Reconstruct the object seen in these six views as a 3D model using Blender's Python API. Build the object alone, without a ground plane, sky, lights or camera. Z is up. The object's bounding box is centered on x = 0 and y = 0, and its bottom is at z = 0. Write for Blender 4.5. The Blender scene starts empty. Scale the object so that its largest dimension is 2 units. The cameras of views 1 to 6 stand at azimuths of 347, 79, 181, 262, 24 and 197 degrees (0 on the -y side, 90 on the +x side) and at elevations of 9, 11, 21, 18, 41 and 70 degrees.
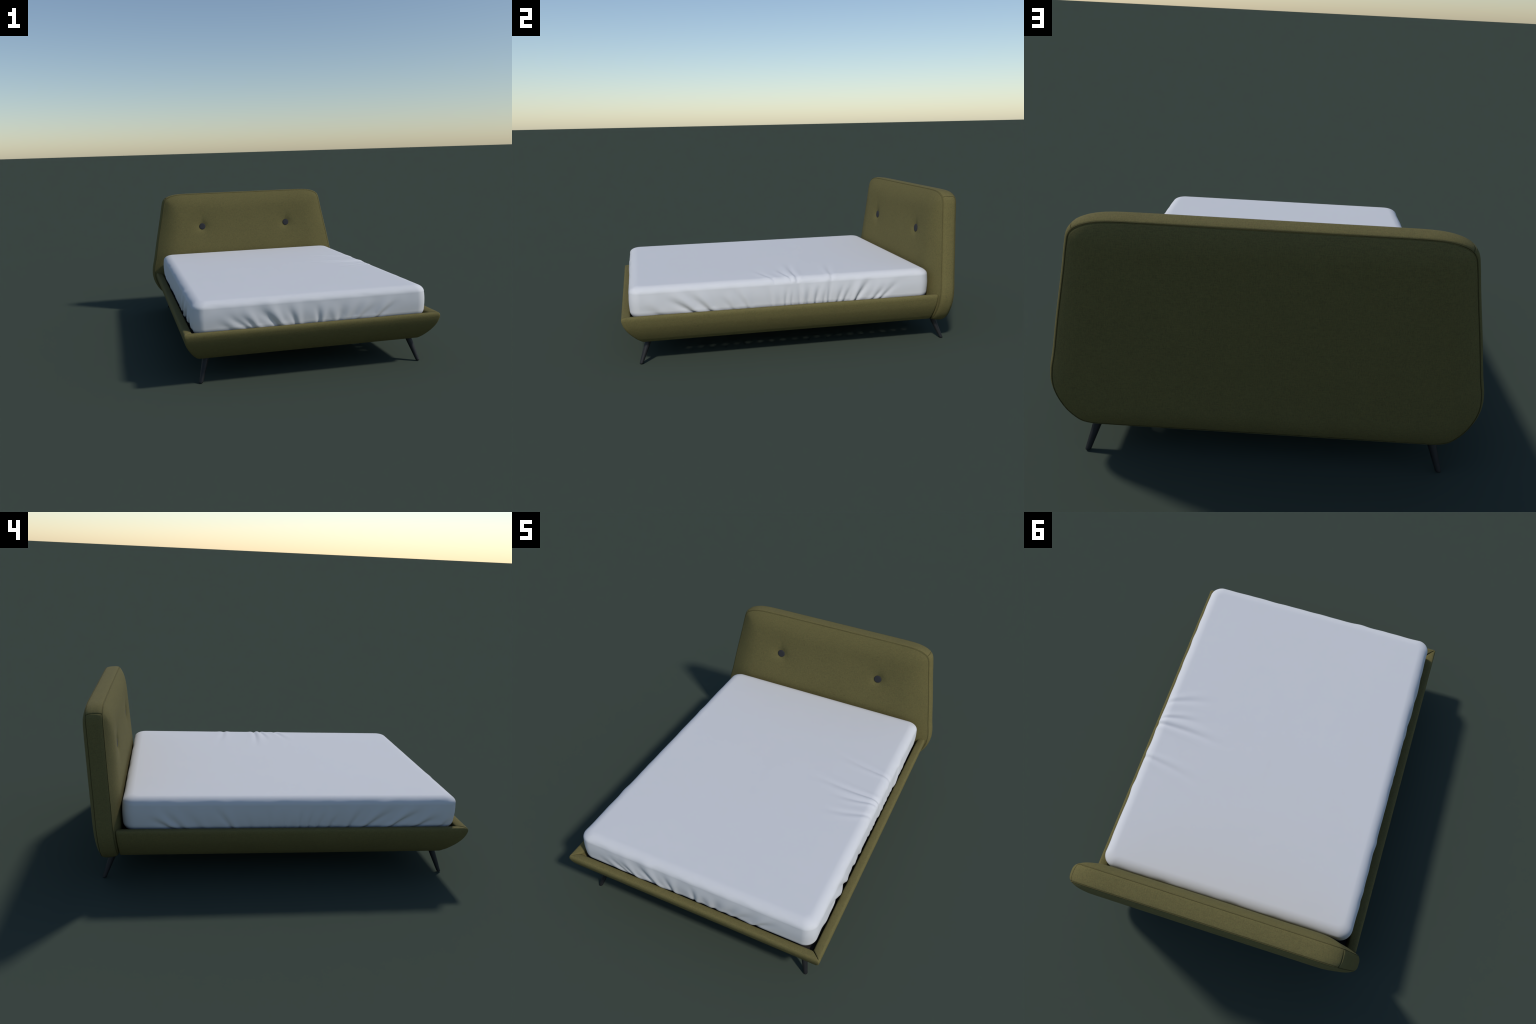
"""Upholstered double bed: olive fabric headboard with two dark buttons,
flared padded rails, splayed dark legs, slats and a white fitted-sheet mattress."""
import bpy, bmesh, math
import numpy as np

rng = np.random.default_rng(7)

# ------------------------------------------------------------------ helpers
def new_mesh(name, verts, faces, mat, parent, smooth=True, orient=True):
    me = bpy.data.meshes.new(name)
    me.from_pydata([tuple(map(float, v)) for v in verts], [], [tuple(map(int, f)) for f in faces])
    me.validate()
    me.update()
    if smooth:
        me.polygons.foreach_set("use_smooth", [True] * len(me.polygons))
    if orient:                        # faces point outwards
        bm = bmesh.new()
        bm.from_mesh(me)
        bmesh.ops.recalc_face_normals(bm, faces=bm.faces)
        bm.to_mesh(me)
        bm.free()
    ob = bpy.data.objects.new(name, me)
    bpy.context.scene.collection.objects.link(ob)
    me.materials.append(mat)
    ob.parent = parent
    return ob


def grid_faces(rows, cols, wrap=True, off=0, flip=False):
    """Quads between consecutive rows of a rows x cols vertex grid."""
    f = []
    for r in range(rows - 1):
        for c in range(cols if wrap else cols - 1):
            c2 = (c + 1) % cols
            q = (off + r * cols + c, off + r * cols + c2, off + (r + 1) * cols + c2, off + (r + 1) * cols + c)
            f.append(q[::-1] if flip else q)
    return f


def catmull(P, n, closed=False, dense=24):
    """Centripetal-free Catmull-Rom through P, resampled to n evenly spaced points."""
    P = np.asarray(P, float)
    if closed:
        Q = np.vstack([P[-1], P, P[0], P[1]])
    else:
        Q = np.vstack([2 * P[0] - P[1], P, 2 * P[-1] - P[-2]])
    out = []
    for i in range(1, len(Q) - 2):
        p0, p1, p2, p3 = Q[i - 1], Q[i], Q[i + 1], Q[i + 2]
        m1 = (p2 - p0) * np.linalg.norm(p2 - p1) / (np.linalg.norm(p2 - p1) + np.linalg.norm(p1 - p0))
        m2 = (p3 - p1) * np.linalg.norm(p2 - p1) / (np.linalg.norm(p3 - p2) + np.linalg.norm(p2 - p1))
        for t in np.linspace(0, 1, dense, endpoint=False):
            h = np.array([2*t**3-3*t**2+1, t**3-2*t**2+t, -2*t**3+3*t**2, t**3-t**2])
            out.append(h[0]*p1 + h[1]*m1 + h[2]*p2 + h[3]*m2)
    out.append(Q[-2])
    out = np.array(out)
    L = np.r_[0, np.cumsum(np.linalg.norm(np.diff(out, axis=0), axis=1))]
    t = np.linspace(0, L[-1], n + 1)[:-1] if closed else np.linspace(0, L[-1], n)
    return np.stack([np.interp(t, L, out[:, k]) for k in range(out.shape[1])], 1)


def loop_normals(P):
    """Outward unit normals of a closed 2D loop."""
    T = np.roll(P, -1, 0) - np.roll(P, 1, 0)
    N = np.stack([T[:, 1], -T[:, 0]], 1)
    N /= np.linalg.norm(N, axis=1)[:, None] + 1e-12
    area = np.sum(P[:, 0] * np.roll(P[:, 1], -1) - np.roll(P[:, 0], -1) * P[:, 1])
    return N if area > 0 else -N


def smoothstep(a, b, x):
    t = np.clip((x - a) / (b - a), 0, 1)
    return t * t * (3 - 2 * t)


# ---------------------------------------------------------------- materials
class Nodes:
    def __init__(self, name):
        self.mat = bpy.data.materials.new(name)
        self.mat.use_nodes = True
        self.t = self.mat.node_tree
        self.bsdf = self.t.nodes["Principled BSDF"]

    def add(self, kind, **kw):
        n = self.t.nodes.new(kind)
        for k, v in kw.items():
            if k in n.inputs.keys():
                n.inputs[k].default_value = v
            else:
                setattr(n, k, v)
        return n

    def link(self, a, b):
        self.t.links.new(a, b)

    def noise(self, coord, scale3, detail=2.0, rough=0.5):
        m = self.add("ShaderNodeMapping", Scale=scale3)
        self.link(coord, m.inputs["Vector"])
        n = self.add("ShaderNodeTexNoise", Scale=1.0, Detail=detail, Roughness=rough)
        self.link(m.outputs["Vector"], n.inputs["Vector"])
        return n.outputs["Fac"]

    def math(self, op, a, b):
        n = self.add("ShaderNodeMath", operation=op)
        for i, v in enumerate((a, b)):
            if isinstance(v, (int, float)):
                n.inputs[i].default_value = v
            else:
                self.link(v, n.inputs[i])
        return n.outputs[0]

    def ramp(self, fac, stops):
        r = self.add("ShaderNodeValToRGB")
        e = r.color_ramp.elements
        while len(e) < len(stops):
            e.new(0.5)
        for el, (p, c) in zip(e, stops):
            el.position = p
            el.color = (*c, 1)
        self.link(fac, r.inputs["Fac"])
        return r.outputs["Color"]

    def mix(self, fac, a, b, mode="MIX"):
        n = self.add("ShaderNodeMix", data_type="RGBA", blend_type=mode)
        for i, v in ((0, fac), (6, a), (7, b)):
            if isinstance(v, (int, float)):
                n.inputs[i].default_value = v
            elif isinstance(v, tuple):
                n.inputs[i].default_value = (*v, 1)
            else:
                self.link(v, n.inputs[i])
        return n.outputs[2]

    def bump(self, h, strength, dist):
        b = self.add("ShaderNodeBump", Strength=strength, Distance=dist)
        self.link(h, b.inputs["Height"])
        self.link(b.outputs["Normal"], self.bsdf.inputs["Normal"])


def make_fabric():
    """Olive wool weave: slubby threads running along both cloth directions."""
    m = Nodes("olive_wool_fabric")
    co = m.add("ShaderNodeTexCoord").outputs["Object"]
    # threads along each axis: every face shows two thread directions crossing
    tx = m.noise(co, (52, 380, 380), 2.0, 0.6)
    ty = m.noise(co, (380, 52, 380), 2.0, 0.6)
    tz = m.noise(co, (380, 380, 52), 2.0, 0.6)
    weave = m.math("DIVIDE", m.math("ADD", m.math("ADD", tx, ty), tz), 3.0)
    speck = m.noise(co, (300, 300, 300), 1.0, 0.5)
    hue = m.noise(co, (130, 130, 130), 3.0, 0.65)
    patch = m.noise(co, (9, 9, 9), 3.0, 0.6)
    base = m.ramp(hue, [(0.35, (0.148, 0.1325, 0.0505)), (0.5, (0.1535, 0.1325, 0.0510)), (0.66, (0.159, 0.1325, 0.0515))])
    thread = m.ramp(weave, [(0.39, (0.83, 0.83, 0.85)), (0.5, (1, 1, 1)), (0.61, (1.13, 1.13, 1.11))])
    c = m.mix(1.0, base, thread, "MULTIPLY")
    dots = m.ramp(speck, [(0.28, (0.90, 0.90, 0.91)), (0.42, (1, 1, 1))])
    c = m.mix(1.0, c, dots, "MULTIPLY")
    wide = m.ramp(patch, [(0.3, (0.98, 0.98, 0.98)), (0.7, (1.02, 1.02, 1.02))])
    c = m.mix(1.0, c, wide, "MULTIPLY")
    m.link(c, m.bsdf.inputs["Base Color"])
    m.bsdf.inputs["Roughness"].default_value = 0.95
    m.bsdf.inputs["Specular IOR Level"].default_value = 0.12
    m.bsdf.inputs["Sheen Weight"].default_value = 0.0
    m.bsdf.inputs["Sheen Roughness"].default_value = 0.5
    m.bump(weave, 0.25, 0.002)
    return m.mat


def make_sheet():
    m = Nodes("white_cotton_sheet")
    co = m.add("ShaderNodeTexCoord").outputs["Object"]
    n = m.noise(co, (6, 6, 6), 3.0, 0.55)
    c = m.ramp(n, [(0.3, (0.687, 0.689, 0.704)), (0.7, (0.691, 0.693, 0.708))])
    m.link(c, m.bsdf.inputs["Base Color"])
    m.bsdf.inputs["Roughness"].default_value = 0.85
    m.bsdf.inputs["Specular IOR Level"].default_value = 0.2
    thread = m.noise(co, (500, 500, 500), 1.0, 0.5)
    m.bump(thread, 0.05, 0.001)
    return m.mat


def make_plain(name, col, rough, spec=0.4, grain=0.06, scale=60):
    m = Nodes(name)
    co = m.add("ShaderNodeTexCoord").outputs["Object"]
    n = m.noise(co, (scale, scale, scale), 3.0, 0.6)
    lo = tuple(v * (1 - grain) for v in col)
    hi = tuple(v * (1 + grain) for v in col)
    m.link(m.ramp(n, [(0.3, lo), (0.7, hi)]), m.bsdf.inputs["Base Color"])
    m.bsdf.inputs["Roughness"].default_value = rough
    m.bsdf.inputs["Specular IOR Level"].default_value = spec
    return m.mat


def make_slat_wood():
    m = Nodes("shadow_darkened_slat_wood")
    co = m.add("ShaderNodeTexCoord").outputs["Object"]
    n = m.noise(co, (4, 120, 120), 3.0, 0.6)
    m.link(m.ramp(n, [(0.3, (0.008, 0.007, 0.006)), (0.7, (0.012, 0.010, 0.008))]), m.bsdf.inputs["Base Color"])  # wood blackened to give the gap beside the mattress its deep shade
    m.bsdf.inputs["Roughness"].default_value = 0.8
    return m.mat


FABRIC = make_fabric()
SHEET = make_sheet()
LEG = make_plain("charcoal_lacquered_wood", (0.015, 0.0155, 0.017), 0.5, 0.3)
BUTTON = make_plain("slate_button_cloth", (0.036, 0.036, 0.039), 0.85, 0.2, 0.10, 500)
SLAT = make_slat_wood()
SEAM_SHADE = make_plain("olive_seam_shadow", (0.105, 0.091, 0.036), 0.95, 0.1, 0.15, 300)

# --------------------------------------------------------------------- root
bed = bpy.data.objects.new("bed", None)
bpy.context.scene.collection.objects.link(bed)
bed["label"] = "olive upholstered double bed with buttoned headboard and white sheet"
bed["category"] = "bed"

# ---------------------------------------------------------------- headboard
LEAN = math.atan(0.084)               # the board leans back a little
SIN, COS = math.sin(LEAN), math.cos(LEAN)
FOOT_Y = 0.8625                       # where its middle plane meets the ground
HALF = 0.0403                         # seam to middle plane


def board(x, d, h):
    """Board coordinates (across, depth towards the wall, height) to world."""
    x, d, h = np.broadcast_arrays(x, d, h)
    return np.stack([x, FOOT_Y + h * SIN + d * COS, h * COS - d * SIN], -1)


half_outline = [(0.0, 0.896), (0.20, 0.896), (0.40, 0.896), (0.505, 0.894), (0.560, 0.886), (0.602, 0.869), (0.621, 0.848),
                (0.631, 0.812), (0.648, 0.722), (0.684, 0.545), (0.711, 0.402), (0.724, 0.345),
                (0.729, 0.298), (0.726, 0.260), (0.715, 0.222), (0.692, 0.178), (0.666, 0.148), (0.640, 0.129),
                (0.605, 0.1205), (0.55, 0.119), (0.40, 0.119), (0.2, 0.119), (0.0, 0.119)]
half_outline = np.array(half_outline)
mirror = half_outline[-2:0:-1] * np.array([-1, 1])
NP = 640
outline = catmull(np.vstack([half_outline, mirror]), NP, closed=True)
out_n = loop_normals(outline)

BUTTONS = [(-0.3385, 0.638), (0.3385, 0.638)]


def cushion(front):
    """Pillowed panel: concentric rings from the seam to the board's spine."""
    rows = 72
    tau = np.r_[0, 0.002, 0.004, 0.0065, 0.0095, 0.013, np.linspace(0.018, 1, rows - 6) ** 1.2]
    spine = np.stack([np.clip(outline[:, 0] * 0.62, -0.36, 0.36), np.full(NP, 0.51)], 1)
    P = outline[None] * (1 - tau[:, None, None]) + spine[None] * tau[:, None, None]
    flat = P.reshape(-1, 2)
    ds = np.linalg.norm(outline[1] - outline[0])
    soft = np.empty(len(flat)); near = np.empty(len(flat))
    for i in range(0, len(flat), 4000):
        D = np.linalg.norm(flat[i:i+4000, None] - outline[None], axis=2) + 1e-6
        near[i:i+4000] = D.min(1)
        soft[i:i+4000] = (0.75 * np.sum(ds / np.maximum(D, ds) ** 5, 1)) ** -0.25
    w = smoothstep(0.02, 0.06, near)
    e = near * (1 - w) + soft * w
    if front:
        R, B, power = 0.180 - 0.055 * smoothstep(0.45, 0.92, flat[:, 1]), 0.0365, 2.1
    else:
        R, B, power = 0.100, 0.0268, 2.2
    rise = B * (1 - np.clip(1 - e / R, 0, 1) ** power)
    groove, gw = (0.0035, 0.0022) if front else (0.0052, 0.0034)
    d = HALF + rise - groove * np.exp(-(near / gw) ** 2)
    if front:
        for bx, bh in BUTTONS:
            dx, dh = flat[:, 0] - bx, flat[:, 1] - bh
            r = np.hypot(dx, dh)
            d -= 0.0120 * np.exp(-(r / 0.040) ** 2) + 0.0045 * np.exp(-(r / 0.10) ** 2)
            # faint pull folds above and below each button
            for s in (1,):
                along = s * dh
                d -= 0.0011 * np.exp(-(dx / (0.010 + 0.10 * np.abs(along))) ** 2) * smoothstep(0.005, 0.03, along) * (1 - smoothstep(0.05, 0.13, along))
        # the slightest unevenness of stuffing
    x, h = flat[:, 0], flat[:, 1]
    d += 0.0008 * np.sin(9 * x + 1.3) * np.sin(11 * h + 0.4) * smoothstep(0.03, 0.12, e)
    d = -d if front else d
    return board(x, d, h), grid_faces(rows, NP, True, 0, flip=not front)


vf, ff = cushion(True)
vb, fb = cushion(False)
core_v = np.vstack([vf, vb])
core_f = ff + [tuple(i + len(vf) for i in q) for q in fb]
# close the core under the border band
core_f += [(i, len(vf) + i, len(vf) + (i + 1) % NP, (i + 1) % NP) for i in range(NP)]
headboard = new_mesh("headboard", core_v, core_f, FABRIC, bed)

# Border band between the two seams, in two lengths joined at the upper corners
corner_i = int(np.argmin(np.hypot(outline[:, 0] - 0.607, outline[:, 1] - 0.862)))
corner_j = int(np.argmin(np.hypot(outline[:, 0] + 0.607, outline[:, 1] - 0.862)))


def band(name, idx):
    """A padded strip laid along the outline points idx."""
    across = np.r_[-1, -0.985, -0.96, -0.92, np.linspace(-0.85, 0.85, 17), 0.92, 0.96, 0.985, 1]
    P, N = outline[idx], out_n[idx]
    s = np.r_[0, np.cumsum(np.linalg.norm(np.diff(P, axis=0), axis=1))]
    # add close rows at both ends so that the ends roll over into the joint
    extra = np.array([0, 0.0007, 0.0015, 0.003, 0.005])
    t = np.unique(np.r_[extra + 0.0004, s[(s > 0.007) & (s < s[-1] - 0.007)], s[-1] - extra - 0.0004])
    P = np.stack([np.interp(t, s, P[:, k]) for k in (0, 1)], 1)
    N = np.stack([np.interp(t, s, N[:, k]) for k in (0, 1)], 1)
    N /= np.linalg.norm(N, axis=1)[:, None]
    end = np.minimum(t, s[-1] - t)
    dip = -0.0035 * np.exp(-(end / 0.0020) ** 2)
    rows = []
    for a in across:
        plump = 0.0045 + 0.0085 * np.abs(N[:, 0])
        pad = plump * (1 - abs(a) ** 3.2) - 0.0035 * math.exp(-((1 - abs(a)) * HALF / 0.0016) ** 2)
        off = np.maximum(pad + dip, -0.0040)
        Q = P + N * off[:, None]
        rows.append(board(Q[:, 0], a * (HALF - 0.0006), Q[:, 1]))
    n = len(t)
    top = np.vstack(rows)
    back_skin = np.vstack([board(P[:, 0] - N[:, 0] * 0.010, a * (HALF - 0.0006), P[:, 1] - N[:, 1] * 0.010) for a in (-1, 1)])
    f = grid_faces(len(across), n, False, 0, flip=True)
    k = len(top); m = (len(across) - 1) * n
    for i in range(n - 1):
        f.append((k + i, k + i + 1, i + 1, i))
        f.append((m + i, m + i + 1, k + n + i + 1, k + n + i))
        f.append((k + n + i, k + n + i + 1, k + i + 1, k + i))
    na = len(across)
    f.append(tuple(r * n for r in range(na)) + (k + n, k))
    f.append((k + n - 1, k + 2 * n - 1) + tuple(r * n + n - 1 for r in range(na - 1, -1, -1)))
    return new_mesh(name, np.vstack([top, back_skin]), f, FABRIC, headboard)


a, b = sorted((corner_i, corner_j))
inner = np.arange(a, b + 1)
outer = np.r_[np.arange(b, NP), np.arange(0, a + 1)]
band("border_band", inner)
band("border_band", outer)

# Seam cord modelling the dark shadow line in the panel grooves
def shade_tube(name, path, radius, closed):
    """Thin tube along a 3D path."""
    P = np.asarray(path)
    T = np.roll(P, -1, 0) - np.roll(P, 1, 0) if closed else np.gradient(P, axis=0)
    T /= np.linalg.norm(T, axis=1)[:, None]
    A = np.cross(T, np.array([0, COS, -SIN]) if closed else np.array([0.3, 0.0, 1.0]))
    A /= np.linalg.norm(A, axis=1)[:, None]
    Bn = np.cross(T, A)
    ang = np.linspace(0, 2 * math.pi, 9)[:-1]
    ringv = [P + radius * (math.cos(t) * A + math.sin(t) * Bn) for t in ang]
    v = np.stack(ringv, 1).reshape(-1, 3)
    n = len(P)
    f = []
    for i in range(n if closed else n - 1):
        j = (i + 1) % n
        for c in range(8):
            c2 = (c + 1) % 8
            f.append((i * 8 + c, i * 8 + c2, j * 8 + c2, j * 8 + c))
    return new_mesh(name, v, f, SEAM_SHADE, headboard)


inset = outline - out_n * 0.0012
shade_tube("seam", board(inset[:, 0], -HALF - 0.0001, inset[:, 1]), 0.0009, True)
shade_tube("seam", board(inset[:, 0], HALF + 0.0003, inset[:, 1]), 0.0014, True)
for i in (corner_i, corner_j):
    t = np.linspace(-0.97, 0.97, 24)
    lift = (0.0045 + 0.0085 * abs(out_n[i, 0])) * (1 - np.abs(t) ** 3.2) - 0.0022
    q = outline[i] + out_n[i] * lift[:, None]
    shade_tube("seam", board(q[:, 0], t * HALF, q[:, 1]), 0.0011, False)

# Buttons sunk in their dimples
def button_mesh():
    prof = [(0.0, 0.0034), (0.012, 0.0034), (0.0195, 0.0031), (0.0226, 0.0024), (0.0240, 0.0008), (0.0242, -0.0015), (0.0232, -0.0040), (0.018, -0.0060), (0.0, -0.0065)]
    n = 48
    v, f = [], []
    for r, z in prof:
        for k in range(n):
            t = 2 * math.pi * k / n
            v.append((r * math.cos(t), -z, r * math.sin(t)))
    f = grid_faces(len(prof), n, True, 0)
    return v, f


bv, bf = button_mesh()
button0 = None
for bx, bh in BUTTONS:
    if button0 is None:
        ob = new_mesh("button", bv, bf, BUTTON, headboard)
        button0 = ob
    else:
        ob = button0.copy()
        bpy.context.scene.collection.objects.link(ob)
    ob.location = tuple(board(bx, -0.0645, bh))
    ob.rotation_euler = (-LEAN, 0, 0)

# -------------------------------------------------------------------- rails
OUT_X, OUT_Y = 0.7165, 0.9995          # outermost line of the padded rails
# rail section: (distance in from the outermost line on a side rail, the same on
# the foot rail, height); the foot rail sweeps further under than the side rails
section = [(0.0810, 0.109, 0.1290), (0.0765, 0.1040, 0.1310), (0.0670, 0.0915, 0.1410), (0.0575, 0.0795, 0.1510), (0.0435, 0.0605, 0.1700),
           (0.0305, 0.0430, 0.1900), (0.0195, 0.0285, 0.2100), (0.0105, 0.0165, 0.2300), (0.0045, 0.0075, 0.2500), (0.0015, 0.0026, 0.2650),
           (0.000, 0.000, 0.279), (0.0022, 0.0022, 0.2900), (0.0075, 0.0075, 0.2950), (0.020, 0.020, 0.2955), (0.036, 0.036, 0.2920), (0.0455, 0.0455, 0.2870), (0.0485, 0.0485, 0.2825),
           (0.0495, 0.0495, 0.274), (0.0525, 0.0525, 0.260), (0.063, 0.065, 0.232), (0.080, 0.090, 0.196), (0.096, 0.116, 0.160), (0.106, 0.134, 0.1320), (0.100, 0.130, 0.1285)]
section = catmull(section, 120, closed=True)
side_n = loop_normals(section[:, [0, 2]])
foot_n = loop_normals(section[:, [1, 2]])
end_gap = np.array([0.0008, 0.0010, 0.0018, 0.0032, 0.0055, 0.009, 0.014])
end_dip = np.array([0.0080, 0.0050, 0.0029, 0.0014, 0.0005, 0.0001, 0.0])


def rail(name, side):
    """side = +1 / -1: long rail at +x / -x.  side = 0: foot rail."""
    mids = np.linspace(0, 1, 42)[1:-1]
    rows = []

    def one(t, gap, dip, end):
        kx, ky, z = section.T
        if side == 0:
            ky, z = ky - foot_n[:, 0] * dip, z - foot_n[:, 1] * dip
            lo, hi = -(OUT_X - kx), OUT_X - kx
        else:
            kx, z = kx - side_n[:, 0] * dip, z - side_n[:, 1] * dip
            lo = -OUT_Y + ky
            hi = FOOT_Y + z / COS * SIN - 0.0490 * COS
        u = lo + gap if end < 0 else hi - gap if end > 0 else lo + 0.014 + (hi - lo - 0.028) * t
        if side == 0:
            return np.stack([u, -OUT_Y + ky, z], 1)
        return np.stack([side * (OUT_X - kx), u, z], 1)

    for g, dpt in zip(end_gap, end_dip):
        rows.append(one(0, g, dpt, -1))
    for t in mids:
        rows.append(one(t, 0, 0, 0))
    for g, dpt in zip(end_gap[::-1], end_dip[::-1]):
        rows.append(one(1, g, dpt, 1))
    n = len(section)
    v = np.vstack(rows)
    f = grid_faces(len(rows), n, True, 0, flip=(side < 0 or side == 0))
    f.append(tuple(range(n)))
    f.append(tuple(range((len(rows) - 1) * n, len(rows) * n))[::-1])
    ob = new_mesh(name, v, f, FABRIC, bed)
    return ob


rail("side_rail", 1)
rail("side_rail", -1)
rail("foot_rail", 0)

# --------------------------------------------------------------------- legs
leg_prof = [(0.0, 0.0), (0.0070, 0.0), (0.0094, 0.0012), (0.0108, 0.0038), (0.0112, 0.008), (0.0128, 0.035), (0.0150, 0.070),
            (0.0172, 0.105), (0.0188, 0.135), (0.0190, 0.150), (0.0, 0.150)]
for sx in (1, -1):
    for sy in (1, -1):
        bot = np.array([sx * 0.627, sy * 0.906, 0.0])
        top = np.array([sx * (0.583 if sy > 0 else 0.585), sy * 0.853, 0.140])
        axis = (top - bot) / np.linalg.norm(top - bot)
        n = 40
        v = []
        for r, s in leg_prof:
            for k in range(n):
                t = 2 * math.pi * k / n
                p = bot + axis * s * 1.06 + np.array([r * math.cos(t), r * math.sin(t), 0])
                v.append(p)
        new_mesh("leg", v, grid_faces(len(leg_prof), n, True, 0), LEG, bed)

# -------------------------------------------------------------------- slats
def slat_mesh(y0, y1):
    """A board across the bed from y0 to y1 with softened edges."""
    hx, z0, z1, r = 0.656, 0.2390, 0.2545, 0.004
    pf = []
    for cy, cz, a0 in ((y1 - r, z1 - r, 0), (y0 + r, z1 - r, 90), (y0 + r, z0 + r, 180), (y1 - r, z0 + r, 270)):
        for a in (0, 30, 60, 90):
            t = math.radians(a0 + a)
            pf.append((cy + r * math.cos(t), cz + r * math.sin(t)))
    n = len(pf)
    v = [(-hx, y, z) for y, z in pf] + [(hx, y, z) for y, z in pf]
    f = grid_faces(2, n, True, 0, flip=True) + [tuple(range(n)), tuple(range(n, 2 * n))[::-1]]
    return v, f


SLAT_PITCH, SLAT_WIDTH, FIRST_GAP = 0.0725, 0.0510, 0.652
half_gap = (SLAT_PITCH - SLAT_WIDTH) / 2
slat0 = new_mesh("slat", *slat_mesh(-SLAT_WIDTH / 2, SLAT_WIDTH / 2), SLAT, bed, smooth=False)
for k in range(19):
    ob = slat0 if k == 0 else slat0.copy()
    if k:
        bpy.context.scene.collection.objects.link(ob)
    ob.location = (0, FIRST_GAP - SLAT_PITCH * (k + 0.5), 0)
# wider boards close the deck at the head and at the foot
new_mesh("deck_board", *slat_mesh(FIRST_GAP + half_gap, 0.832), SLAT, bed, smooth=False)
new_mesh("deck_board", *slat_mesh(-0.9445, FIRST_GAP - SLAT_PITCH * 19 - half_gap), SLAT, bed, smooth=False)

# ----------------------------------------------------- mattress in its sheet
HX, Y_FOOT, Y_HEAD = 0.662, -0.952, 0.808
CY, HY = (Y_FOOT + Y_HEAD) / 2, (Y_HEAD - Y_FOOT) / 2
Z_BOT, Z_TOP = 0.256, 0.4445
R_PLAN = 0.062

prof = []
for t in np.linspace(1.0, 0.0, 10)[:-1]:                       # underside
    prof.append((0.052 + 0.53 * t, Z_BOT))
for t in np.linspace(0, math.pi / 2, 26):                      # lower roll
    prof.append((0.052 * (1 - math.sin(t)), Z_BOT + 0.054 * (1 - math.cos(t))))
for z in np.linspace(0.310, 0.404, 33)[1:]:                    # side
    prof.append((-0.0025 * math.sin(math.pi * (z - 0.310) / 0.094), z))
for t in np.linspace(0, math.pi / 2, 22)[1:]:                  # upper roll
    prof.append((0.056 * (1 - math.cos(t)), 0.404 + (Z_TOP - 0.404) * math.sin(t)))
for t in np.linspace(0, 1, 74)[1:]:                            # top, slightly crowned
    ins = 0.056 + (HX - 0.056) * t
    prof.append((ins, Z_TOP + 0.0015 * (1 - (1 - min(1, t * 1.6)) ** 2)))

def plan_loop(inset, n):
    """Rounded rectangle at this inset, points matched from ring to ring."""
    hx, hy = max(HX - inset, 1e-4), HY - inset
    r = max(min(R_PLAN - inset * 0.6, hx), 0.0)
    r = max(r, 0.0005) if inset < R_PLAN else max(min(0.02, hx * 0.9), 1e-5)
    return hx, hy, r


nsx, nsy, nc = 300, 400, 28          # points on a short side, a long side, a corner
def ring(inset):
    hx, hy, r = plan_loop(inset, 0)
    pts, nrm = [], []
    def side(p, q, m, nn):
        for t in np.linspace(0, 1, m, endpoint=False):
            pts.append((p[0] + (q[0] - p[0]) * t, p[1] + (q[1] - p[1]) * t)); nrm.append(nn)
    def arc(cx, cy, a0):
        for t in np.linspace(0, 90, nc, endpoint=False):
            a = math.radians(a0 + t)
            pts.append((cx + r * math.cos(a), cy + r * math.sin(a))); nrm.append((math.cos(a), math.sin(a)))
    side((hx, -hy + r), (hx, hy - r), nsy, (1, 0)); arc(hx - r, hy - r, 0)
    side((hx - r, hy), (-hx + r, hy), nsx, (0, 1)); arc(-hx + r, hy - r, 90)
    side((-hx, hy - r), (-hx, -hy + r), nsy, (-1, 0)); arc(-hx + r, -hy + r, 180)
    side((-hx + r, -hy), (hx - r, -hy), nsx, (0, -1)); arc(hx - r, -hy + r, 270)
    return np.array(pts), np.array(nrm)


rows, norms = [], []
for i, (ins, z) in enumerate(prof):
    p, n2 = ring(ins)
    i0, i1 = max(i - 1, 0), min(i + 1, len(prof) - 1)
    di, dz = prof[i1][0] - prof[i0][0], prof[i1][1] - prof[i0][1]
    L = math.hypot(di, dz)
    no, nz = dz / L, di / L                                    # outward, upward
    rows.append(np.c_[p[:, 0], p[:, 1] + CY, np.full(len(p), z)])
    norms.append(np.c_[n2 * no, np.full(len(p), nz)])
V = np.vstack(rows); Nn = np.vstack(norms)
NC = len(rows[0])

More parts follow.
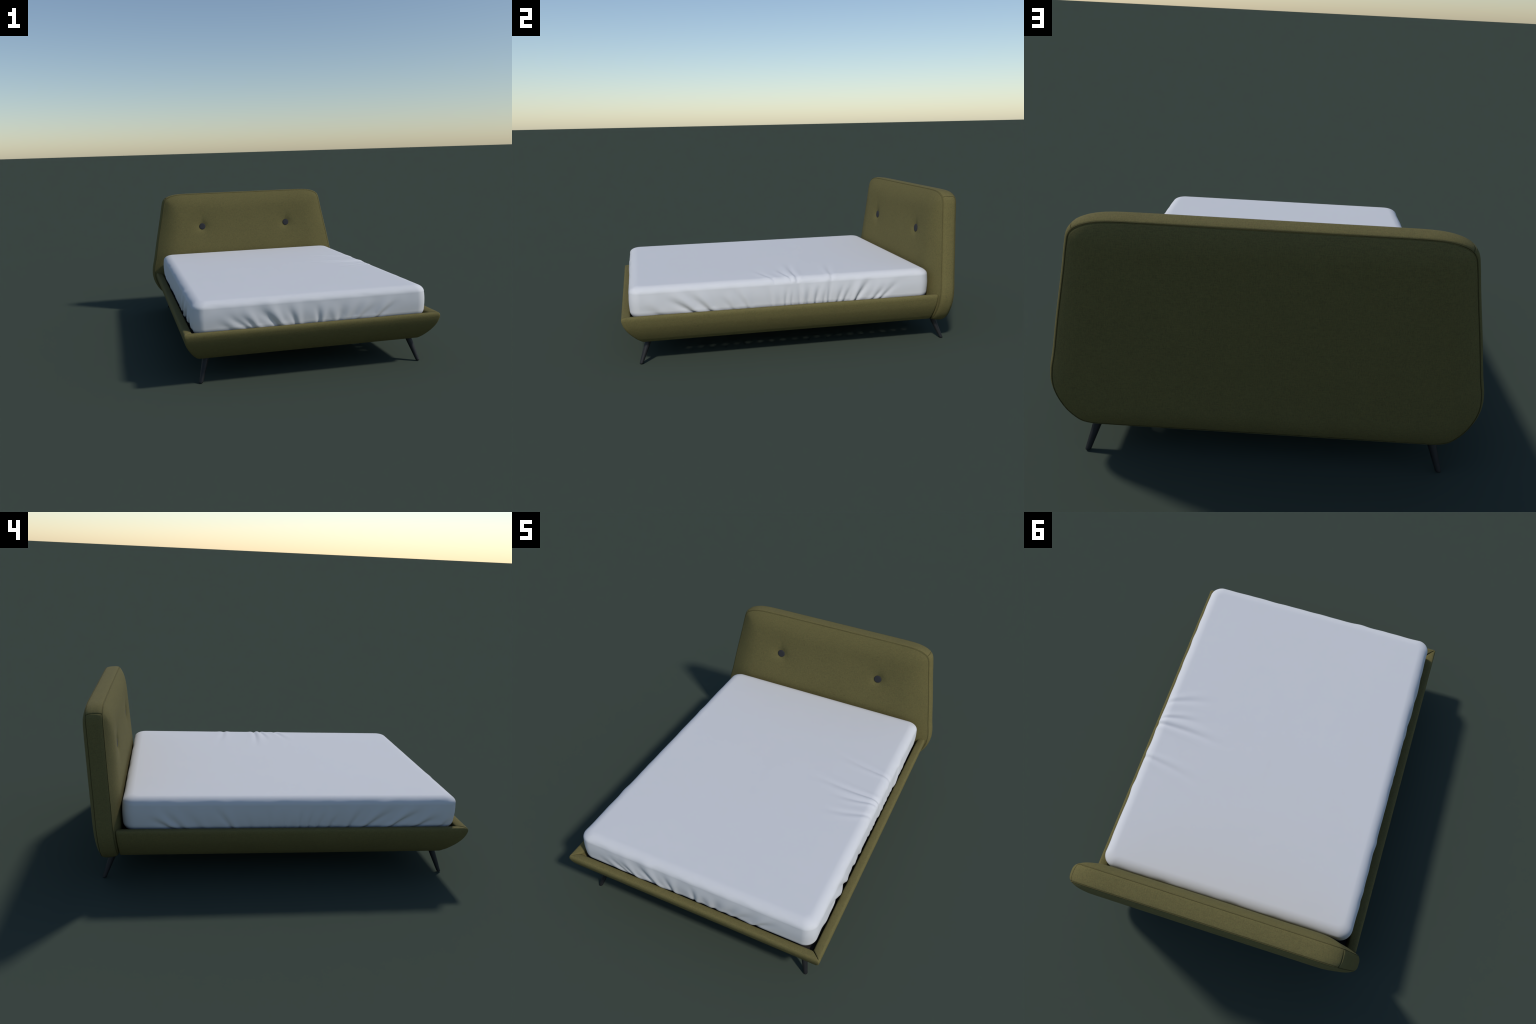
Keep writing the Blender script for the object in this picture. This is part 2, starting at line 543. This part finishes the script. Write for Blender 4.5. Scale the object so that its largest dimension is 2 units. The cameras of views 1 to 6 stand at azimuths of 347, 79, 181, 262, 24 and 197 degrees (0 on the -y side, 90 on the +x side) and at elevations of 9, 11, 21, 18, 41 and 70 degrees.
# Folds of the fitted sheet: (foot s, z) to (head s, z), depth, width.
# On each side they run from the gathered hem up and outwards to the corners.
folds = {
    "right": [(-0.800, 0.285, -0.900, 0.330, 0.004, 0.016), (-0.609, 0.285, -0.773, 0.381, 0.0095, 0.012), (-0.515, 0.287, -0.655, 0.405, 0.0085, 0.012),
              (-0.385, 0.285, -0.465, 0.375, 0.004, 0.011), (-0.298, 0.285, -0.385, 0.410, 0.0050, 0.011), (-0.156, 0.285, -0.185, 0.410, 0.0032, 0.009),
              (-0.076, 0.285, -0.062, 0.400, 0.0042, 0.007), (-0.040, 0.285, -0.030, 0.390, 0.0030, 0.006), (0.008, 0.285, -0.006, 0.450, 0.0052, 0.008), (0.055, 0.285, 0.066, 0.400, 0.0034, 0.008),
              (0.101, 0.285, 0.128, 0.400, 0.0065, 0.008), (0.150, 0.285, 0.172, 0.410, 0.0036, 0.007), (0.179, 0.285, 0.200, 0.448, 0.0055, 0.008),
              (0.234, 0.285, 0.285, 0.405, 0.0048, 0.009), (0.272, 0.285, 0.335, 0.405, 0.0046, 0.009),
              (0.345, 0.285, 0.435, 0.415, 0.0110, 0.010), (0.455, 0.285, 0.560, 0.385, 0.0046, 0.010), (0.500, 0.285, 0.625, 0.395, 0.0050, 0.010)],
    "foot": [(-0.371, 0.288, -0.515, 0.378, 0.0052, 0.010), (-0.333, 0.288, -0.450, 0.385, 0.0075, 0.010), (-0.206, 0.288, -0.330, 0.400, 0.0100, 0.012),
             (-0.105, 0.288, -0.162, 0.405, 0.0062, 0.010), (0.022, 0.288, 0.012, 0.395, 0.0070, 0.009), (0.138, 0.288, 0.168, 0.375, 0.0052, 0.012),
             (0.200, 0.288, 0.290, 0.380, 0.0042, 0.014), (0.255, 0.288, 0.370, 0.375, 0.0055, 0.010), (0.365, 0.288, 0.490, 0.378, 0.0075, 0.009), (-0.46, 0.288, -0.56, 0.34, 0.003, 0.012)],
    "left": [(0.579, 0.290, 0.690, 0.342, 0.0070, 0.011), (0.516, 0.290, 0.635, 0.390, 0.0050, 0.013), (0.420, 0.290, 0.520, 0.390, 0.003, 0.014),
             (0.262, 0.290, 0.360, 0.405, 0.0062, 0.011), (0.160, 0.290, 0.200, 0.38, 0.0025, 0.012), (0.060, 0.290, 0.075, 0.39, 0.0028, 0.010), (-0.020, 0.290, -0.02, 0.38, 0.0025, 0.010),
             (-0.100, 0.290, -0.114, 0.395, 0.0042, 0.009), (-0.147, 0.290, -0.172, 0.395, 0.0042, 0.009), (-0.20, 0.290, -0.235, 0.38, 0.0036, 0.010),
             (-0.261, 0.290, -0.305, 0.365, 0.0045, 0.011), (-0.367, 0.290, -0.445, 0.405, 0.0065, 0.012), (-0.464, 0.290, -0.625, 0.395, 0.0080, 0.012),
             (-0.605, 0.290, -0.760, 0.378, 0.0105, 0.011), (-0.748, 0.290, -0.860, 0.340, 0.0065, 0.011), (-0.878, 0.289, -0.925, 0.322, 0.004, 0.010)],
    "head": [(x, 0.288, x * 1.25, 0.39, float(rng.uniform(0.002, 0.005)), float(rng.uniform(0.009, 0.014))) for x in np.linspace(-0.46, 0.46, 11)],
}
# Pulls across the top near the right edge: start (x, y), end (x, y), depth, width
top_folds = [(0.660, 0.200, 0.290, 0.287, 0.0042, 0.013), (0.665, -0.004, 0.235, 0.033, 0.0056, 0.012),
             (0.645, -0.040, 0.390, -0.066, 0.0036, 0.010), (0.648, -0.138, 0.370, -0.207, 0.0030, 0.013)]


def fold_field(s, z, F, gain=1.0, wide=1.0):
    """Sum of creases, each a valley with a softer ridge along its upper side."""
    D = np.zeros_like(s)
    for s0, z0, s1, z1, A, w in F:
        A, w = A * gain, w * wide
        dx, dz = s1 - s0, z1 - z0
        L = math.hypot(dx, dz)
        t = ((s - s0) * dx + (z - z0) * dz) / (L * L)
        q = ((s - s0) * dz - (z - z0) * dx) / L               # signed distance across
        bend = 0.10 * L * np.clip(t, 0, 1) * (1 - np.clip(t, 0, 1)) * (1 if dx > 0 else -1)
        q = q + bend
        flip = 1 if dx < 0 else -1
        q = q * flip
        ww = w * (0.75 + 1.0 * np.clip(t, 0, 1.2))
        amp = A * (1 - smoothstep(0.25, 1.12, t)) * smoothstep(-0.75, -0.05, t)
        D += amp * (-0.85 * np.exp(-(q / ww) ** 2) + 0.80 * np.exp(-((q - 1.9 * ww) / (1.5 * ww)) ** 2) + 0.15 * np.exp(-((q + 2.2 * ww) / (1.6 * ww)) ** 2))
    return D


FOLD_LOOK = {"right": (0.92, 1.25), "left": (1.0, 1.2), "foot": (0.75, 1.4), "head": (1.0, 1.0)}
disp = np.zeros(len(V))
yl = V[:, 1]
for key, nx, ny, s in (("right", 1, 0, V[:, 1]), ("left", -1, 0, V[:, 1]), ("foot", 0, -1, V[:, 0]), ("head", 0, 1, V[:, 0])):
    face = Nn[:, 0] * nx + Nn[:, 1] * ny
    w = smoothstep(0.10, 0.70, face)
    k = w > 0
    disp[k] += w[k] * fold_field(s[k], V[k, 2], folds[key], *FOLD_LOOK[key])
up = smoothstep(0.2, 0.7, Nn[:, 2])
for x0, y0, x1, y1, A, w in top_folds:
    dx, dy = x1 - x0, y1 - y0
    L = math.hypot(dx, dy)
    t = ((V[:, 0] - x0) * dx + (V[:, 1] - y0) * dy) / (L * L)
    q = ((V[:, 0] - x0) * dy - (V[:, 1] - y0) * dx) / L
    q += 0.012 * np.sin(np.clip(t, 0, 1) * math.pi)
    ww = w * (0.8 + 0.9 * np.clip(t, 0, 1))
    amp = A * smoothstep(-0.15, 0.12, t) * (1 - smoothstep(0.30, 1.05, t))
    disp += up * amp * (-0.8 * np.exp(-(q / ww) ** 2) + 0.7 * np.exp(-((q + 1.8 * ww) / (1.4 * ww)) ** 2) + 0.35 * np.exp(-((q - 2.2 * ww) / (1.5 * ww)) ** 2))
# the slack edge: long soft unevenness round the upper roll
edge = np.exp(-((V[:, 2] - 0.425) / 0.03) ** 2)
a = np.arctan2(V[:, 1] - CY, V[:, 0])
along = V[:, 0] * 1.0 + V[:, 1] * 1.0
disp += edge * (1 - smoothstep(0.45, 0.85, Nn[:, 2])) * 0.0006 * (np.sin(along * 31 + 0.5) + np.sin(along * 53 + 2.0) * 0.7 + np.sin(along * 17 + 4.0))
V = V + Nn * disp[:, None]
faces = grid_faces(len(rows), NC, True, 0)
faces.append(tuple(range(NC))[::-1])
mattress = new_mesh("mattress", V, faces, SHEET, bed, orient=False)
